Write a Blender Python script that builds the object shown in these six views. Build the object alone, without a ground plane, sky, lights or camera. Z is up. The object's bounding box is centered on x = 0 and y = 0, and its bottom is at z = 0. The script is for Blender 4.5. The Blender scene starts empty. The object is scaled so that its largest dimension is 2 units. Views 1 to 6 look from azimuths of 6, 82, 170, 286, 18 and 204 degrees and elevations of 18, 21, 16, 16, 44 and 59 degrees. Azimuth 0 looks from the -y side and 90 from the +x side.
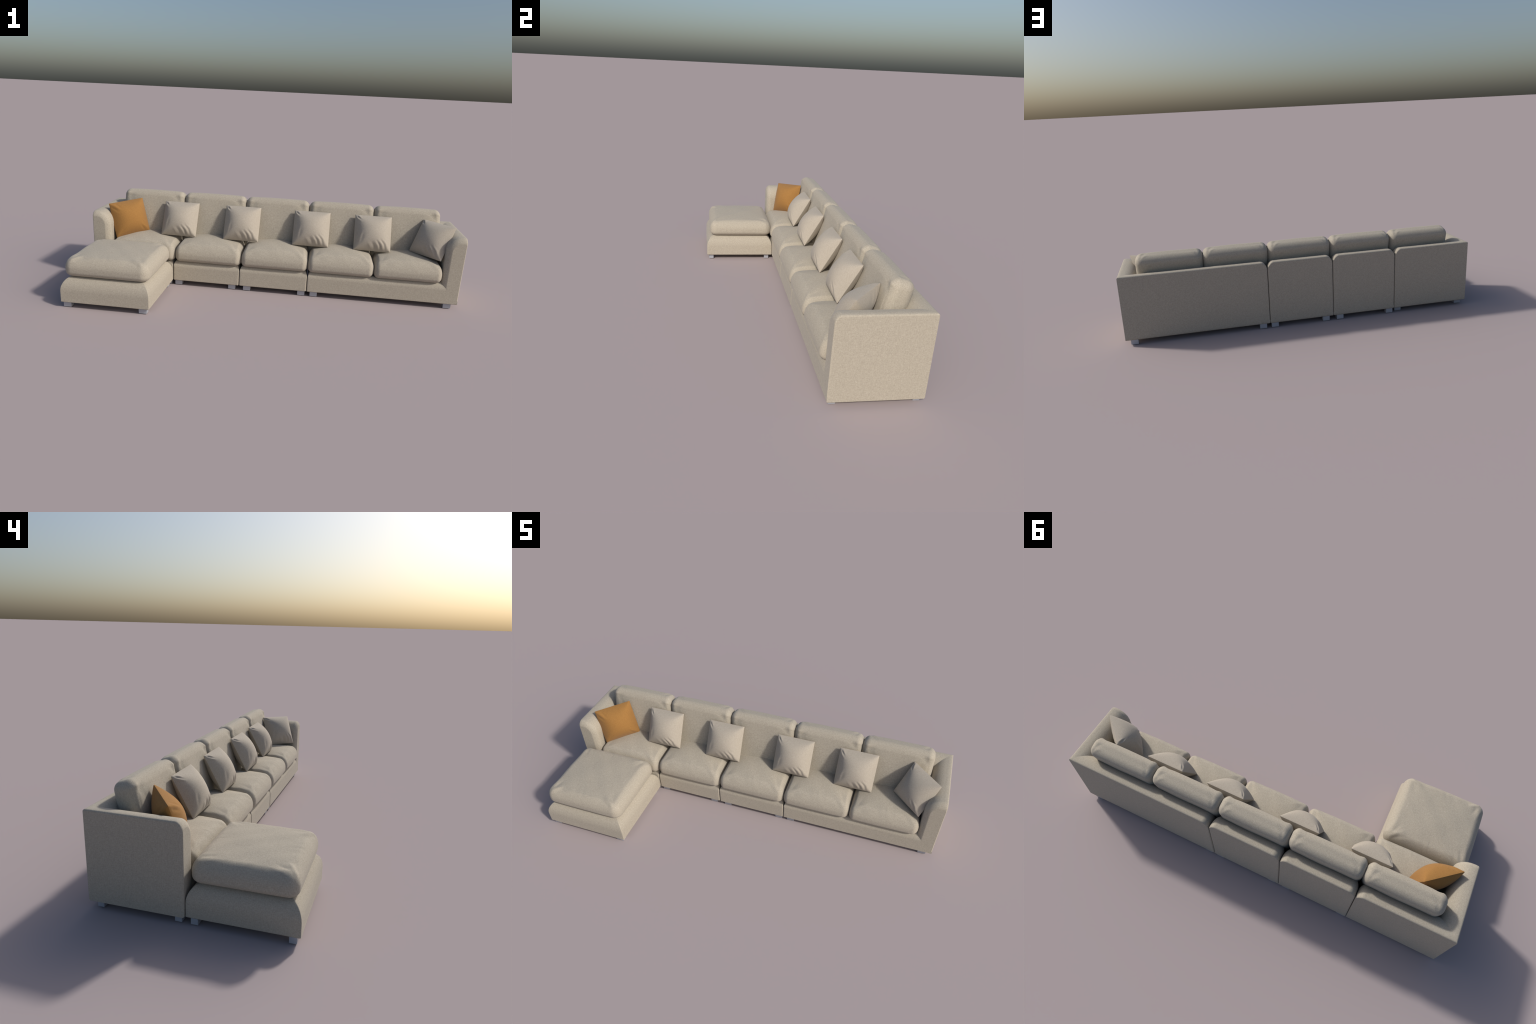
# A long sectional sofa with a chaise ottoman and throw pillows, built part by part.
import bpy, bmesh, math
import numpy as np
from mathutils import Vector, Matrix

# ------------------------------------------------------------------ sizes (m)
X_OUT = 0.9992           # outer faces of the two arms
Y_FRONT, Y_BACK = 0.0175, 0.402
Z_LOW = 0.028            # underside of the upholstery
WALL_H = 0.391           # top of arms and backrest
WALL_T = 0.096           # thickness of arms and backrest
ROUND_X, ROUND_Z = 0.072, 0.078   # big roll on the inner top edge
BASE_TOP = 0.142
BASE_ROUND_H, BASE_ROUND_D = 0.038, 0.032
SEAMS = (-0.545, -0.173, 0.200)   # where the modules meet
GAP = 0.0014


# ------------------------------------------------------------------ helpers
def link(obj, parent=None):
    bpy.context.scene.collection.objects.link(obj)
    if parent is not None:
        obj.parent = parent
    return obj


def quarter(n):
    """n+1 angles from 0 to 90 degrees."""
    return [i / n * math.pi / 2 for i in range(n + 1)]


def mesh_from(name, verts, faces, mat, sharp=math.radians(38)):
    me = bpy.data.meshes.new(name)
    me.from_pydata([tuple(v) for v in verts], [], faces)
    bm = bmesh.new()
    bm.from_mesh(me)
    bmesh.ops.remove_doubles(bm, verts=bm.verts, dist=1e-6)
    bmesh.ops.recalc_face_normals(bm, faces=bm.faces)
    finish(bm, me, sharp)
    me.materials.append(mat)
    return me


def finish(bm, me, sharp, caps=()):
    for f in bm.faces:
        f.smooth = True
    for e in bm.edges:
        e.smooth = not (len(e.link_faces) == 2 and e.calc_face_angle(0.0) > sharp)
    for f in caps:
        for e in f.edges:
            e.smooth = False
    bm.to_mesh(me)
    bm.free()


def cut(me, planes, sharp=math.radians(38)):
    """Keep the side of each plane that its normal points away from; cap the cut."""
    bm = bmesh.new()
    bm.from_mesh(me)
    for co, no in planes:
        geom = bm.verts[:] + bm.edges[:] + bm.faces[:]
        r = bmesh.ops.bisect_plane(bm, geom=geom, dist=1e-6, plane_co=co, plane_no=no,
                                   clear_outer=True)
        edges = [g for g in r["geom_cut"] if isinstance(g, bmesh.types.BMEdge)]
        bmesh.ops.edgenet_fill(bm, edges=edges)
    bmesh.ops.recalc_face_normals(bm, faces=bm.faces)
    caps = [f for f in bm.faces for co, no in planes
            if abs(f.normal.dot(no)) > 0.999 and abs((f.calc_center_median() - co).dot(no)) < 1e-5]
    finish(bm, me, sharp, caps)


def loft(sections):
    """Skin closed sections (equal point counts) and cap both ends."""
    n = len(sections[0])
    verts = [p for s in sections for p in s]
    faces = []
    for i in range(len(sections) - 1):
        for j in range(n):
            k = (j + 1) % n
            faces.append((i * n + j, i * n + k, (i + 1) * n + k, (i + 1) * n + j))
    faces.append(tuple(range(n))[::-1])
    last = (len(sections) - 1) * n
    faces.append(tuple(range(last, last + n)))
    return verts, faces


def weighted(obj):
    m = obj.modifiers.new("weighted_normals", "WEIGHTED_NORMAL")
    m.mode = "FACE_AREA"
    m.keep_sharp = True
    m.weight = 80
    return obj


# ------------------------------------------------------------------ materials
def fabric(name, dark, mid, light, grain=1.0):
    """Woven upholstery: thread streaks along each axis, soft mottling, fine bump."""
    m = bpy.data.materials.new(name)
    m.use_nodes = True
    nt = m.node_tree
    nt.nodes.clear()
    N, L = nt.nodes.new, nt.links.new
    out = N("ShaderNodeOutputMaterial")
    bsdf = N("ShaderNodeBsdfPrincipled")
    bsdf.inputs["Roughness"].default_value = 0.92
    bsdf.inputs["Specular IOR Level"].default_value = 0.15
    bsdf.inputs["Sheen Weight"].default_value = 0.12
    bsdf.inputs["Sheen Roughness"].default_value = 0.5
    L(bsdf.outputs[0], out.inputs[0])
    tc = N("ShaderNodeTexCoord")
    total = None
    # threads: noise stretched along x, y and z in turn
    for scale in ((95, 430, 430), (430, 95, 430), (430, 430, 95)):
        mp = N("ShaderNodeMapping")
        mp.inputs["Scale"].default_value = scale
        L(tc.outputs["Object"], mp.inputs["Vector"])
        no = N("ShaderNodeTexNoise")
        no.inputs["Scale"].default_value = 1.0
        no.inputs["Detail"].default_value = 2.0
        L(mp.outputs[0], no.inputs["Vector"])
        if total is None:
            total = no.outputs["Fac"]
        else:
            ad = N("ShaderNodeMath")
            ad.operation = "ADD"
            L(total, ad.inputs[0])
            L(no.outputs["Fac"], ad.inputs[1])
            total = ad.outputs[0]
    # slubs: isotropic flecks of a few millimetres
    fl = N("ShaderNodeTexNoise")
    fl.inputs["Scale"].default_value = 230.0
    fl.inputs["Detail"].default_value = 3.0
    L(tc.outputs["Object"], fl.inputs["Vector"])
    ma = N("ShaderNodeMath")
    ma.operation = "MULTIPLY_ADD"
    L(fl.outputs["Fac"], ma.inputs[0])
    ma.inputs[1].default_value = 1.2
    L(total, ma.inputs[2])
    # mean of the sum is 1.5 + 0.6
    mr = N("ShaderNodeMapRange")
    mr.inputs["From Min"].default_value = 2.1 - 0.62 / grain
    mr.inputs["From Max"].default_value = 2.1 + 0.62 / grain
    L(ma.outputs[0], mr.inputs["Value"])
    ramp = N("ShaderNodeValToRGB")
    e = ramp.color_ramp.elements
    e[0].position, e[0].color = 0.0, (*dark, 1)
    e[1].position, e[1].color = 1.0, (*light, 1)
    c = e.new(0.5)
    c.color = (*mid, 1)
    L(mr.outputs[0], ramp.inputs[0])
    L(ramp.outputs[0], bsdf.inputs["Base Color"])
    bp = N("ShaderNodeBump")
    bp.inputs["Strength"].default_value = 0.12
    bp.inputs["Distance"].default_value = 0.0012
    L(ma.outputs[0], bp.inputs["Height"])
    L(bp.outputs[0], bsdf.inputs["Normal"])
    return m


def metal(name):
    m = bpy.data.materials.new(name)
    m.use_nodes = True
    nt = m.node_tree
    b = nt.nodes["Principled BSDF"]
    no = nt.nodes.new("ShaderNodeTexNoise")
    no.inputs["Scale"].default_value = 60
    ramp = nt.nodes.new("ShaderNodeValToRGB")
    ramp.color_ramp.elements[0].color = (0.38, 0.40, 0.44, 1)
    ramp.color_ramp.elements[1].color = (0.44, 0.46, 0.50, 1)
    nt.links.new(no.outputs["Fac"], ramp.inputs[0])
    nt.links.new(ramp.outputs[0], b.inputs["Base Color"])
    b.inputs["Metallic"].default_value = 0.25
    b.inputs["Roughness"].default_value = 0.42
    return m


LINEN = fabric("oatmeal_linen", (0.328, 0.293, 0.235), (0.404, 0.363, 0.294), (0.480, 0.434, 0.355))
PILLOW_LINEN = fabric("pillow_linen", (0.350, 0.310, 0.254), (0.412, 0.367, 0.304), (0.474, 0.426, 0.356), 0.8)
ORANGE = fabric("orange_cotton", (0.262, 0.130, 0.037), (0.313, 0.159, 0.047), (0.364, 0.189, 0.058), 0.8)
STEEL = metal("brushed_grey_metal")


# ------------------------------------------------------------------ frame
def wall_section(delta, edge):
    """Closed (depth, height) outline of an arm or backrest. depth 0 is the outer
    face. delta pulls the rolled inner/top outline in; edge eases the outer face."""
    c = 0.008
    top = WALL_H - delta
    cx, cz = WALL_T - ROUND_X, WALL_H - ROUND_Z
    rx, rz = ROUND_X - delta, ROUND_Z - delta
    pts = [(edge + 0.004, Z_LOW + edge), (edge, Z_LOW + edge + 0.004)]
    for a in quarter(4):
        pts.append((edge + c * (1 - math.cos(a)), top - c + c * math.sin(a)))
    pts.append((0.6 * cx + 0.4 * c, top + 0.0012))
    for a in quarter(14):
        pts.append((cx + rx * math.sin(a), cz + rz * math.cos(a)))
    pts.append((cx + rx, Z_LOW + edge))
    return pts


def wall_stations(length, d, ls, both=False):
    """(position along the wall, delta, edge) from a rounded free end inward."""
    st = []
    a0 = math.radians(20)      # the roll meets the flat end face with a slight break
    for i in range(11):
        a = a0 + (math.pi / 2 - a0) * i / 10
        s = ls * (math.cos(a0) - math.cos(a)) / math.cos(a0)
        st.append((s, d * (1 - math.sin(a)) / (1 - math.sin(a0)), max(0.0, 0.004 - s)))
    if both:
        st += [(length - s, dl, ed) for s, dl, ed in reversed(st)]
    else:
        st.append((length, 0.0, 0.0))
    return st


def make_armrest(side, parent):
    secs = []
    for s, dl, ed in wall_stations(Y_BACK - Y_FRONT + 0.01, 0.030, 0.030):
        secs.append([(side * (X_OUT - d), Y_FRONT + s, z) for d, z in wall_section(dl, ed)])
    me = mesh_from("armrest", *loft(secs), LINEN)
    low = BASE_TOP - WALL_T
    cut(me, [
        # mitre against the backrest, then against the base
        (Vector((side * X_OUT, Y_BACK, 0)), Vector((-side, 1, 0)).normalized()),
        (Vector((side * X_OUT, 0, low)), Vector((-side, 0, -1)).normalized()),
    ])
    return weighted(link(bpy.data.objects.new("armrest", me), parent))


def make_backrest(x0, x1, left_free, right_free, parent):
    if left_free and right_free:
        st = wall_stations(x1 - x0, 0.038, 0.036, both=True)
        xs = [(x0 + s, dl, ed) for s, dl, ed in st]
    elif left_free:
        xs = [(x0 + s, dl, ed) for s, dl, ed in wall_stations(x1 - x0 + 0.01, 0.038, 0.036)]
    else:
        xs = [(x1 - s, dl, ed) for s, dl, ed in wall_stations(x1 - x0 + 0.01, 0.038, 0.036)]
    secs = [[(x, Y_BACK - d, z) for d, z in wall_section(dl, ed)] for x, dl, ed in xs]
    me = mesh_from("backrest", *loft(secs), LINEN)
    planes = [(Vector((0, Y_BACK, BASE_TOP - WALL_T)), Vector((0, -1, -1)).normalized())]
    if not right_free:
        planes.append((Vector((X_OUT, Y_BACK, 0)), Vector((1, -1, 0)).normalized()))
    if not left_free:
        planes.append((Vector((-X_OUT, Y_BACK, 0)), Vector((-1, -1, 0)).normalized()))
    cut(me, planes)
    return weighted(link(bpy.data.objects.new("backrest", me), parent))


def make_base(x0, x1, left_free, right_free, parent):
    z1 = BASE_TOP - BASE_ROUND_H
    c = 0.004
    front = [(Y_FRONT + c, Z_LOW), (Y_FRONT, Z_LOW + c)]
    for a in quarter(10):
        front.append((Y_FRONT + BASE_ROUND_D * (1 - math.cos(a)), z1 + BASE_ROUND_H * math.sin(a)))
    front += [(Y_BACK, BASE_TOP), (Y_BACK, Z_LOW + c), (Y_BACK - c, Z_LOW)]
    end = []
    for a in quarter(8):
        s = 0.020 * (1 - math.cos(a))
        k = max(0.0, 1 - s / 0.006)          # eased vertical and lower edges
        end.append((s, z1 + BASE_ROUND_H * math.sin(a), 0.006 * (1 - math.sqrt(1 - k * k))))
    stations = []
    if left_free:
        stations += [(x0 + s, zm, e) for s, zm, e in end]
    else:
        stations += [(x0, BASE_TOP, 0.0)]
    if right_free:
        stations += [(x1 - s, zm, e) for s, zm, e in reversed(end)]
    else:
        stations += [(x1, BASE_TOP, 0.0)]
    secs = [[(x, max(y, Y_FRONT + e), min(max(z, Z_LOW + e), zm)) for y, z in front]
            for x, zm, e in stations]
    me = mesh_from("base", *loft(secs), LINEN, sharp=math.radians(50))
    low = BASE_TOP - WALL_T
    planes = [(Vector((0, Y_BACK, low)), Vector((0, 1, 1)).normalized())]
    if not right_free:
        planes.append((Vector((X_OUT, 0, low)), Vector((1, 0, 1)).normalized()))
    if not left_free:
        planes.append((Vector((-X_OUT, 0, low)), Vector((-1, 0, 1)).normalized()))
    cut(me, planes, sharp=math.radians(50))
    return weighted(link(bpy.data.objects.new("base", me), parent))


def make_ottoman_base(x0, x1, y0, y1, parent):
    """Four-sided block whose upper sides roll inward, mitred at the corners."""
    z1, h, a_in = 0.084, 0.069, 0.052
    rings = [(0.003, Z_LOW), (0.0, Z_LOW + 0.003), (0.0, 0.06)]
    for a in quarter(14):
        rings.append((a_in * (1 - math.cos(a)), z1 + h * math.sin(a)))
    r = 0.0035
    secs = []
    for d, z in rings:
        ring = []
        for cx, cy, a0 in ((x1, y1, 0), (x0, y1, 90), (x0, y0, 180), (x1, y0, 270)):
            sx, sy = (1 if cx == x1 else -1), (1 if cy == y1 else -1)
            px, py = cx - sx * (d + r), cy - sy * (d + r)
            for t in (0, 45, 90):
                w = math.radians(a0 + t)
                ring.append((px + r * math.cos(w), py + r * math.sin(w), z))
        secs.append(ring)
    me = mesh_from("base", *loft(secs), LINEN)
    return weighted(link(bpy.data.objects.new("base", me), parent))


LEG_W, LEG_D = 0.040, 0.028


def leg_mesh():
    bm = bmesh.new()
    bmesh.ops.create_cube(bm, size=1.0)
    for v in bm.verts:
        v.co = Vector((v.co.x * LEG_W, v.co.y * LEG_D, (v.co.z + 0.5) * (Z_LOW + 0.002)))
    bmesh.ops.bevel(bm, geom=bm.edges[:], offset=0.0012, segments=2, affect="EDGES")
    me = bpy.data.meshes.new("leg")
    finish(bm, me, math.radians(40))
    me.materials.append(STEEL)
    return me


# ------------------------------------------------------------------ cushions
def dense_axis(n, k=0.82):
    """-1..1, packed towards both ends where the surface rolls over."""
    t = np.linspace(-1, 1, n)
    return (1 - k) * t + k * np.sin(t * math.pi / 2)


def box_grid(nx, ny, nz):
    """Surface of the cube [-1,1]^3 as separate grids (welded later)."""
    ax = {0: dense_axis(nx, .6), 1: dense_axis(ny, .6), 2: dense_axis(nz, .5)}
    verts, faces = [], []
    for axis in range(3):
        a, b = [i for i in range(3) if i != axis]
        for s in (-1, 1):
            base = len(verts)
            for u in ax[a]:
                for v in ax[b]:
                    p = [0, 0, 0]
                    p[axis], p[a], p[b] = s, u, v
                    verts.append(p)
            na, nb = len(ax[a]), len(ax[b])
            for i in range(na - 1):
                for j in range(nb - 1):
                    q = base + i * nb + j
                    faces.append((q, q + nb, q + nb + 1, q + 1))
    return np.array(verts, float), faces


def round_box(p, half, rad):
    """Pull cube points onto a box with elliptically rounded edges. rad gives the
    radii per axis (low side, high side)."""
    half = np.array(half)
    r_lo = np.array([r[0] for r in rad])
    r_hi = np.array([r[1] for r in rad])
    w = p * half
    r = np.where(p < 0, r_lo, r_hi)
    inner = np.clip(w, -(half - r_lo), half - r_hi)
    q = (w - inner) / r
    m = np.maximum(np.abs(q).max(axis=1), 1e-9)[:, None]
    ln = np.maximum(np.linalg.norm(q, axis=1), 1e-9)[:, None]
    # spread the angle evenly from the cube edge before projecting to the sphere
    q2 = np.tan(np.clip(q / m, -1, 1) * math.pi / 4) * m
    ln = np.maximum(np.linalg.norm(q2, axis=1), 1e-9)[:, None]
    out = inner + q2 / ln * r
    nrm = q2 / ln / r
    nrm /= np.maximum(np.linalg.norm(nrm, axis=1), 1e-9)[:, None]
    return out, nrm


def crease(p, pts, width, amp):
    """Ridge (amp > 0) or furrow (amp < 0) along a polyline, fading at its ends."""
    pts = [np.array(q, float) for q in pts]
    seg = [np.linalg.norm(pts[i + 1] - pts[i]) for i in range(len(pts) - 1)]
    total, run = sum(seg), 0.0
    best = np.full(len(p), 1e9)
    tt = np.zeros(len(p))
    for i in range(len(seg)):
        d = pts[i + 1] - pts[i]
        t = np.clip(((p - pts[i]) @ d) / (d @ d), 0, 1)
        dist = np.linalg.norm(p - (pts[i] + t[:, None] * d), axis=1)
        hit = dist < best
        best = np.where(hit, dist, best)
        tt = np.where(hit, (run + t * seg[i]) / total, tt)
        run += seg[i]
    fade = np.sqrt(np.clip(np.sin(np.clip(tt, 0.04, 0.96) * math.pi), 0, 1))
    return amp * fade * np.exp(-(best / width) ** 2)


def make_seat_mesh(name, half, crown, side, front, creases, radii):
    p, faces = box_grid(84, 74, 26)
    v, n = round_box(p, half, radii)
    u, w = v[:, 0] / half[0], v[:, 1] / half[1]
    up = np.clip(v[:, 2] / half[2] * 0.5 + 0.5, 0, 1)
    fu, fw = np.clip(1 - u ** 2, 0, 1), np.clip(1 - w ** 2, 0, 1)
    d = v.copy()
    d[:, 2] += crown * (up ** 1.5) * (fu ** 0.8) * (fw ** 0.6)
    mid = np.clip(1 - (v[:, 2] / half[2]) ** 2, 0, 1)
    d[:, 0] += side * u * np.abs(u) ** 3 * mid * fw ** 0.5
    d[:, 1] += front * w * np.abs(w) ** 3 * mid * fu ** 0.5
    # the cloth is never quite flat
    soft = (0.0009 * np.sin(v[:, 0] * 31 + 1.3) * np.sin(v[:, 1] * 27 + 0.4)
            + 0.0006 * np.sin(v[:, 0] * 57 + v[:, 1] * 43))
    d[:, 2] += soft * up
    # slack cloth gathers into faint ripples just inside the top edges
    rim = np.exp(-((np.abs(u) - 0.80) / 0.13) ** 2) * fw ** 0.3
    rim2 = np.exp(-((np.abs(w) - 0.80) / 0.13) ** 2) * fu ** 0.3
    d[:, 2] += up * 0.0005 * (rim * np.sin(v[:, 1] * 120 + 9 * u + 2 * np.sin(v[:, 1] * 37))
                              + rim2 * np.sin(v[:, 0] * 120 + 9 * w + 2 * np.sin(v[:, 0] * 41)))
    h = np.zeros(len(v))
    for pts, wd, am in creases:
        h += crease(v, pts, wd, am)
    d += n * h[:, None]
    me = mesh_from(name, d, faces, LINEN, sharp=math.radians(80))
    return me


def corner_creases(hx, hy, hz, sx, sy, k=1.0):
    """Little fan of puckers running from a top corner into the top panel."""
    def P(a, b, c):
        return (sx * (hx - a), sy * (hy - b), hz - c)
    return [
        ([P(0.026, 0.022, 0.010), P(0.042, 0.044, 0.0), P(0.060, 0.084, 0.0)], 0.0085, -0.0019 * k),
        ([P(0.030, 0.012, 0.014), P(0.056, 0.032, 0.002), P(0.090, 0.056, 0.0)], 0.0080, 0.0017 * k),
        ([P(0.050, 0.010, 0.014), P(0.080, 0.024, 0.002), P(0.118, 0.034, 0.0)], 0.0080, -0.0014 * k),
        ([P(0.010, 0.036, 0.016), P(0.024, 0.062, 0.002), P(0.034, 0.104, 0.0)], 0.0080, 0.0013 * k),
    ]


def make_back_mesh(half):
    """Upright cushion: x width, y thickness (front is -y), z height."""
    hx, hy, hz = half
    p, faces = box_grid(90, 30, 84)
    v, n = round_box(p, half, ((0.034, 0.034), (0.034, 0.038), (0.04, 0.036)))
    u, w = v[:, 0] / hx, v[:, 2] / hz
    fu, fw = np.clip(1 - u ** 2, 0, 1), np.clip(1 - w ** 2, 0, 1)
    face = np.clip(-v[:, 1] / hy, 0, 1)
    rear = np.clip(v[:, 1] / hy, 0, 1)
    d = v.copy()
    d[:, 1] -= 0.006 * face * fu ** 0.6 * fw ** 0.6
    d[:, 1] += 0.004 * rear * fu ** 0.6 * fw ** 0.6
    d[:, 2] += 0.004 * np.clip(w, 0, 1) ** 2 * fu ** 0.7
    d[:, 0] += 0.003 * u * np.abs(u) ** 3 * fw ** 0.5
    h = np.zeros(len(v))
    for s in (-1, 1):
        def P(a, b, c):
            return (s * (hx - a), -hy + b, hz - c)
        # dimple inside the top corner and the boxing seam that leaves it
        h += crease(v, [P(0.030, 0.000, 0.062), P(0.040, 0.0, 0.042), P(0.062, 0.0, 0.030)], 0.013, -0.0030)
        h += crease(v, [P(0.012, 0.012, 0.030), P(0.024, 0.004, 0.026), P(0.036, 0.0, 0.024)], 0.008, 0.0026)
        h += crease(v, [P(0.026, 0.0, 0.060), P(0.024, 0.0, 0.130), P(0.026, 0.0, 0.20)], 0.006, -0.0016)
        h += crease(v, [P(0.048, 0.0, 0.052), P(0.066, 0.0, 0.085), P(0.072, 0.0, 0.120)], 0.010, -0.0014)
        h += crease(v, [P(0.060, 0.030, 0.0), P(0.036, 0.050, 0.004), P(0.028, 0.085, 0.006)], 0.007, -0.0022)
        h += crease(v, [P(0.070, 0.056, 0.0), P(0.050, 0.066, 0.0), P(0.040, 0.080, 0.002)], 0.006, 0.0014)
    h += crease(v, [(-hx + 0.05, -hy + 0.006, hz - 0.026), (0, -hy + 0.006, hz - 0.027),
                    (hx - 0.05, -hy + 0.006, hz - 0.026)], 0.007, -0.0012)
    d += n * h[:, None]
    d[:, 1] += 0.0008 * np.sin(v[:, 0] * 33 + 0.7) * np.sin(v[:, 2] * 24)
    return mesh_from("back_cushion", d, faces, LINEN, sharp=math.radians(80))


def make_pillow_mesh(name, mat, h_front, h_rear, folds, half=0.1):
    """Two softened pyramids of cloth sewn together along a square edge."""
    n = 81
    t = np.linspace(-1, 1, n)
    U, V = np.meshgrid(t, t, indexing="ij")
    u, v = U.ravel(), V.ravel()
    e = 0.80

    def rise(a):
        return 1 - (np.sqrt(a * a + e) - math.sqrt(e)) / (math.sqrt(1 + e) - math.sqrt(e))

    a, b = np.clip(rise(u), 0, 1) + 1e-6, np.clip(rise(v), 0, 1) + 1e-6
    k = 1.7
    dome = (a ** -k + b ** -k) ** (-1 / k) * 2 ** (1 / k)
    dome[dome < 1e-4] = 0
    uv = np.stack([u, v], 1)
    fold = np.zeros(len(u))
    for pts, wd, am in folds:
        fold += crease(uv, pts, wd, am)
    hem = np.clip(np.minimum(1 - np.abs(u), 1 - np.abs(v)) / 0.10, 0, 1)
    lip = 0.0009 * (np.minimum(1 - np.abs(u), 1 - np.abs(v)) > 1e-6)
    zf = h_front * dome + fold * hem + lip
    zr = -(h_rear * dome + 0.35 * fold[::-1] * hem + lip)
    verts = np.concatenate([np.stack([u * half, v * half, zf], 1), np.stack([u * half, v * half, zr], 1)])
    faces = []
    for i in range(n - 1):
        for j in range(n - 1):
            q = i * n + j
            faces.append((q, q + n, q + n + 1, q + 1))
            q += n * n
            faces.append((q + 1, q + n + 1, q + n, q))
    return mesh_from(name, verts, faces, mat, sharp=math.radians(50))


# ------------------------------------------------------------------ assemble
sofa = link(bpy.data.objects.new("sectional_sofa", None))
sofa["label"] = "long beige linen sectional sofa with five box cushions"
sofa["category"] = "sofa"
ottoman = link(bpy.data.objects.new("chaise_ottoman", None))
ottoman["label"] = "square beige linen ottoman with thick loose cushion"
ottoman["category"] = "ottoman"

modules = [
    (-X_OUT, SEAMS[0] - GAP, False, True),
    (SEAMS[0] + GAP, SEAMS[1] - GAP, True, True),
    (SEAMS[1] + GAP, SEAMS[2] - GAP, True, True),
    (SEAMS[2] + GAP, X_OUT, True, False),
]
for x0, x1, lf, rf in modules:
    make_base(x0, x1, lf, rf, sofa)
    make_backrest(x0, x1, lf, rf, sofa)
for side in (-1, 1):
    make_armrest(side, sofa)

OX0, OX1, OY0, OY1 = -0.993, -0.546, -0.402, 0.0155
make_ottoman_base(OX0, OX1, OY0, OY1, ottoman)

# legs: (x of left side, y of front side)
LEG = leg_mesh()
for x in (-0.985, -0.598):
    for y in (0.032, 0.348):
        link(bpy.data.objects.new("leg", LEG), sofa).location = (x + LEG_W / 2, y + LEG_D / 2, 0)
for x in (-0.537, -0.234, -0.150, 0.152, 0.220, 0.932):
    for y in (0.032, 0.368):
        link(bpy.data.objects.new("leg", LEG), sofa).location = (x + LEG_W / 2, y + LEG_D / 2, 0)
for x in (-0.986, -0.602):
    for y in (-0.388, -0.030):
        link(bpy.data.objects.new("leg", LEG), ottoman).location = (x + LEG_W / 2, y + LEG_D / 2, 0)

# seat cushions
SH = (0.180, 0.150, 0.046)
seat_cr = []
for sx in (-1, 1):
    seat_cr += corner_creases(*SH, sx, -1, 1.0 if sx > 0 else 0.6)
SEAT = make_seat_mesh("seat_cushion", SH, 0.031, 0.003, 0.006, seat_cr,
                      ((0.028, 0.028), (0.036, 0.036), (0.028, 0.050)))
for x0, x1 in ((-0.902, -0.538), (-0.534, -0.169), (-0.165, 0.195), (0.199, 0.547), (0.551, 0.902)):
    o = link(bpy.data.objects.new("seat_cushion", SEAT), sofa)
    o.location = ((x0 + x1) / 2, 0.158, 0.183)
    o.scale = ((x1 - x0) / 2 / SH[0], 1, 1)

# back cushions, leaning into the backrest
BH = (0.1800, 0.0485, 0.166)
BACK = make_back_mesh(BH)
for i in range(5):
    o = link(bpy.data.objects.new("back_cushion", BACK), sofa)
    o.rotation_euler = (-math.radians(13), 0, 0)
    o.location = (-0.7215 + 0.3612 * i, 0.2685, 0.310)

# ottoman cushion
OH = (0.212, 0.194, 0.047)
ott_cr = []
for sx in (-1, 1):
    for sy in (-1, 1):
        ott_cr += corner_creases(*OH, sx, sy, 1.0 if sx * sy < 0 else 1.2)
OCUSH = make_seat_mesh("seat_cushion", OH, 0.014, 0.004, 0.004, ott_cr,
                       ((0.040, 0.040), (0.040, 0.040), (0.030, 0.050)))
o = link(bpy.data.objects.new("seat_cushion", OCUSH), ottoman)
o.location = (-0.768, -0.188, 0.198)

# throw pillows: local x right, y up, z out of the front
folds = [
    ([(-0.98, 0.86), (-0.86, 0.72), (-0.70, 0.58)], 0.050, 0.0032),
    ([(-0.95, 0.95), (-0.84, 0.82), (-0.72, 0.68)], 0.042, -0.0034),
    ([(-0.86, 0.96), (-0.78, 0.88), (-0.68, 0.78)], 0.040, 0.0028),
    ([(0.50, -0.44), (0.70, -0.60), (0.80, -0.84)], 0.065, 0.0024),
    ([(0.40, -0.45), (0.60, -0.66), (0.70, -0.92)], 0.055, -0.0025),
    ([(0.26, -0.47), (0.47, -0.66), (0.58, -0.95)], 0.065, 0.0025),
    ([(0.20, -0.55), (0.36, -0.72), (0.46, -0.95)], 0.050, -0.0023),
    ([(0.08, -0.54), (0.24, -0.72), (0.34, -0.95)], 0.065, 0.0022),
    ([(-0.08, -0.60), (0.04, -0.74), (0.14, -0.94)], 0.060, -0.0021),
    ([(-0.28, -0.63), (-0.16, -0.77), (-0.07, -0.93)], 0.070, 0.0016),
    ([(-0.62, -0.05), (-0.70, -0.25), (-0.74, -0.45)], 0.080, 0.0018),
    ([(-0.55, -0.20), (-0.60, -0.40), (-0.66, -0.60)], 0.080, -0.0016),
]
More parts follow.
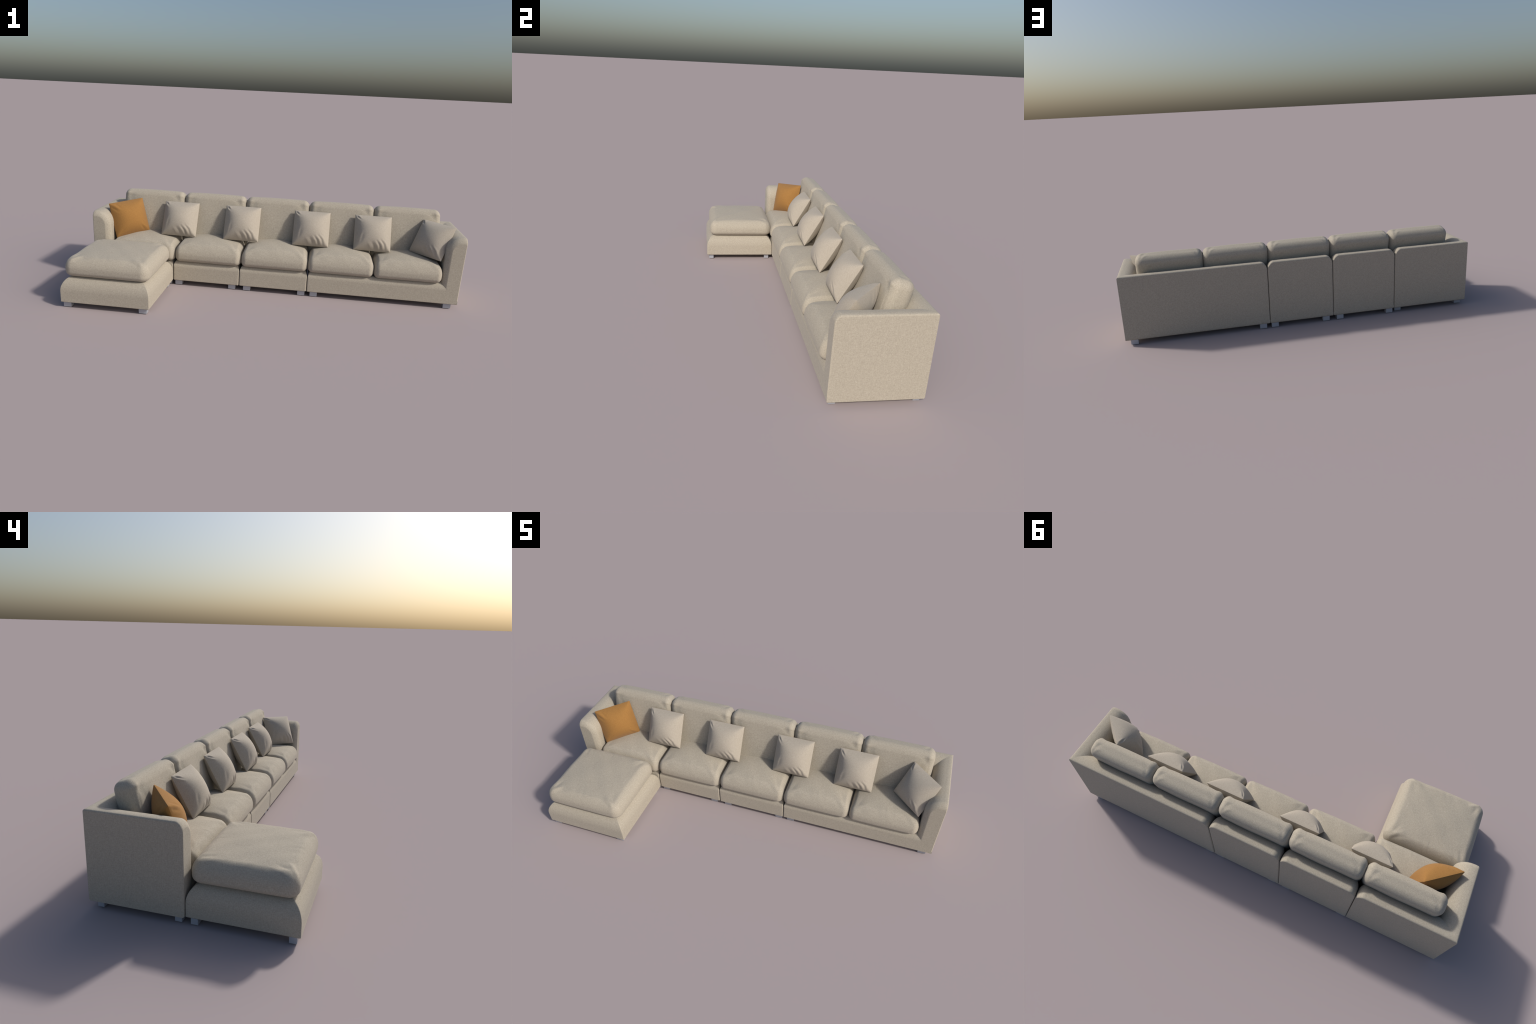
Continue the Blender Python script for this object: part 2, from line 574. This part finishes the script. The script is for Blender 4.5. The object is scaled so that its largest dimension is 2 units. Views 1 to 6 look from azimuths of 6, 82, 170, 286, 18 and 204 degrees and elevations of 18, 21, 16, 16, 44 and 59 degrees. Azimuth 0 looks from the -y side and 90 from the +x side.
orange_folds = [
    ([(-0.95, 0.80), (-0.82, 0.62), (-0.68, 0.46)], 0.060, -0.0030),
    ([(-0.86, 0.88), (-0.72, 0.70), (-0.58, 0.56)], 0.060, 0.0024),
    ([(-0.72, 0.92), (-0.60, 0.76), (-0.48, 0.60)], 0.060, -0.0024),
    ([(0.48, -0.48), (0.66, -0.66), (0.84, -0.82)], 0.055, 0.0020),
    ([(0.42, -0.60), (0.56, -0.76), (0.70, -0.90)], 0.055, -0.0020),
    ([(-0.84, -0.82), (-0.66, -0.66), (-0.52, -0.52)], 0.070, -0.0016),
]
PILLOW = make_pillow_mesh("throw_pillow", PILLOW_LINEN, 0.060, 0.054, folds)
OPILLOW = make_pillow_mesh("throw_pillow_orange", ORANGE, 0.061, 0.055, orange_folds)


def place_pillow(mesh, tl, tr, bl, br, label):
    tl, tr, bl, br = (Vector(q) for q in (tl, tr, bl, br))
    c = (tl + tr + bl + br) / 4
    ex = ((tr - tl) + (br - bl)) / 2
    ey = ((tl - bl) + (tr - br)) / 2
    wide, tall = ex.length / 0.2, ey.length / 0.2
    ex.normalize()
    ey = (ey - ex * ey.dot(ex)).normalized()
    ez = ex.cross(ey)
    o = link(bpy.data.objects.new("throw_pillow", mesh))
    o.matrix_world = Matrix(((ex.x, ey.x, ez.x, c.x), (ex.y, ey.y, ez.y, c.y),
                             (ex.z, ey.z, ez.z, c.z), (0, 0, 0, 1)))
    o.scale = (wide, tall, 1)
    o["label"] = label
    o["category"] = "throw pillow"


beige = "plump square beige linen throw pillow with creased corners"
for xl in (-0.6455, -0.2890, 0.1010, 0.4370):
    place_pillow(PILLOW, (xl, 0.226, 0.429), (xl + 0.199, 0.226, 0.431),
                 (xl + 0.001, 0.130, 0.258), (xl + 0.200, 0.130, 0.255), beige)
place_pillow(PILLOW, (0.808, 0.244, 0.426), (0.950, 0.105, 0.430),
             (0.747, 0.168, 0.266), (0.889, 0.034, 0.253), beige)
place_pillow(OPILLOW, (-0.935, 0.102, 0.423), (-0.784, 0.232, 0.434),
             (-0.885, 0.062, 0.230), (-0.737, 0.194, 0.257), "plump square orange cotton throw pillow")
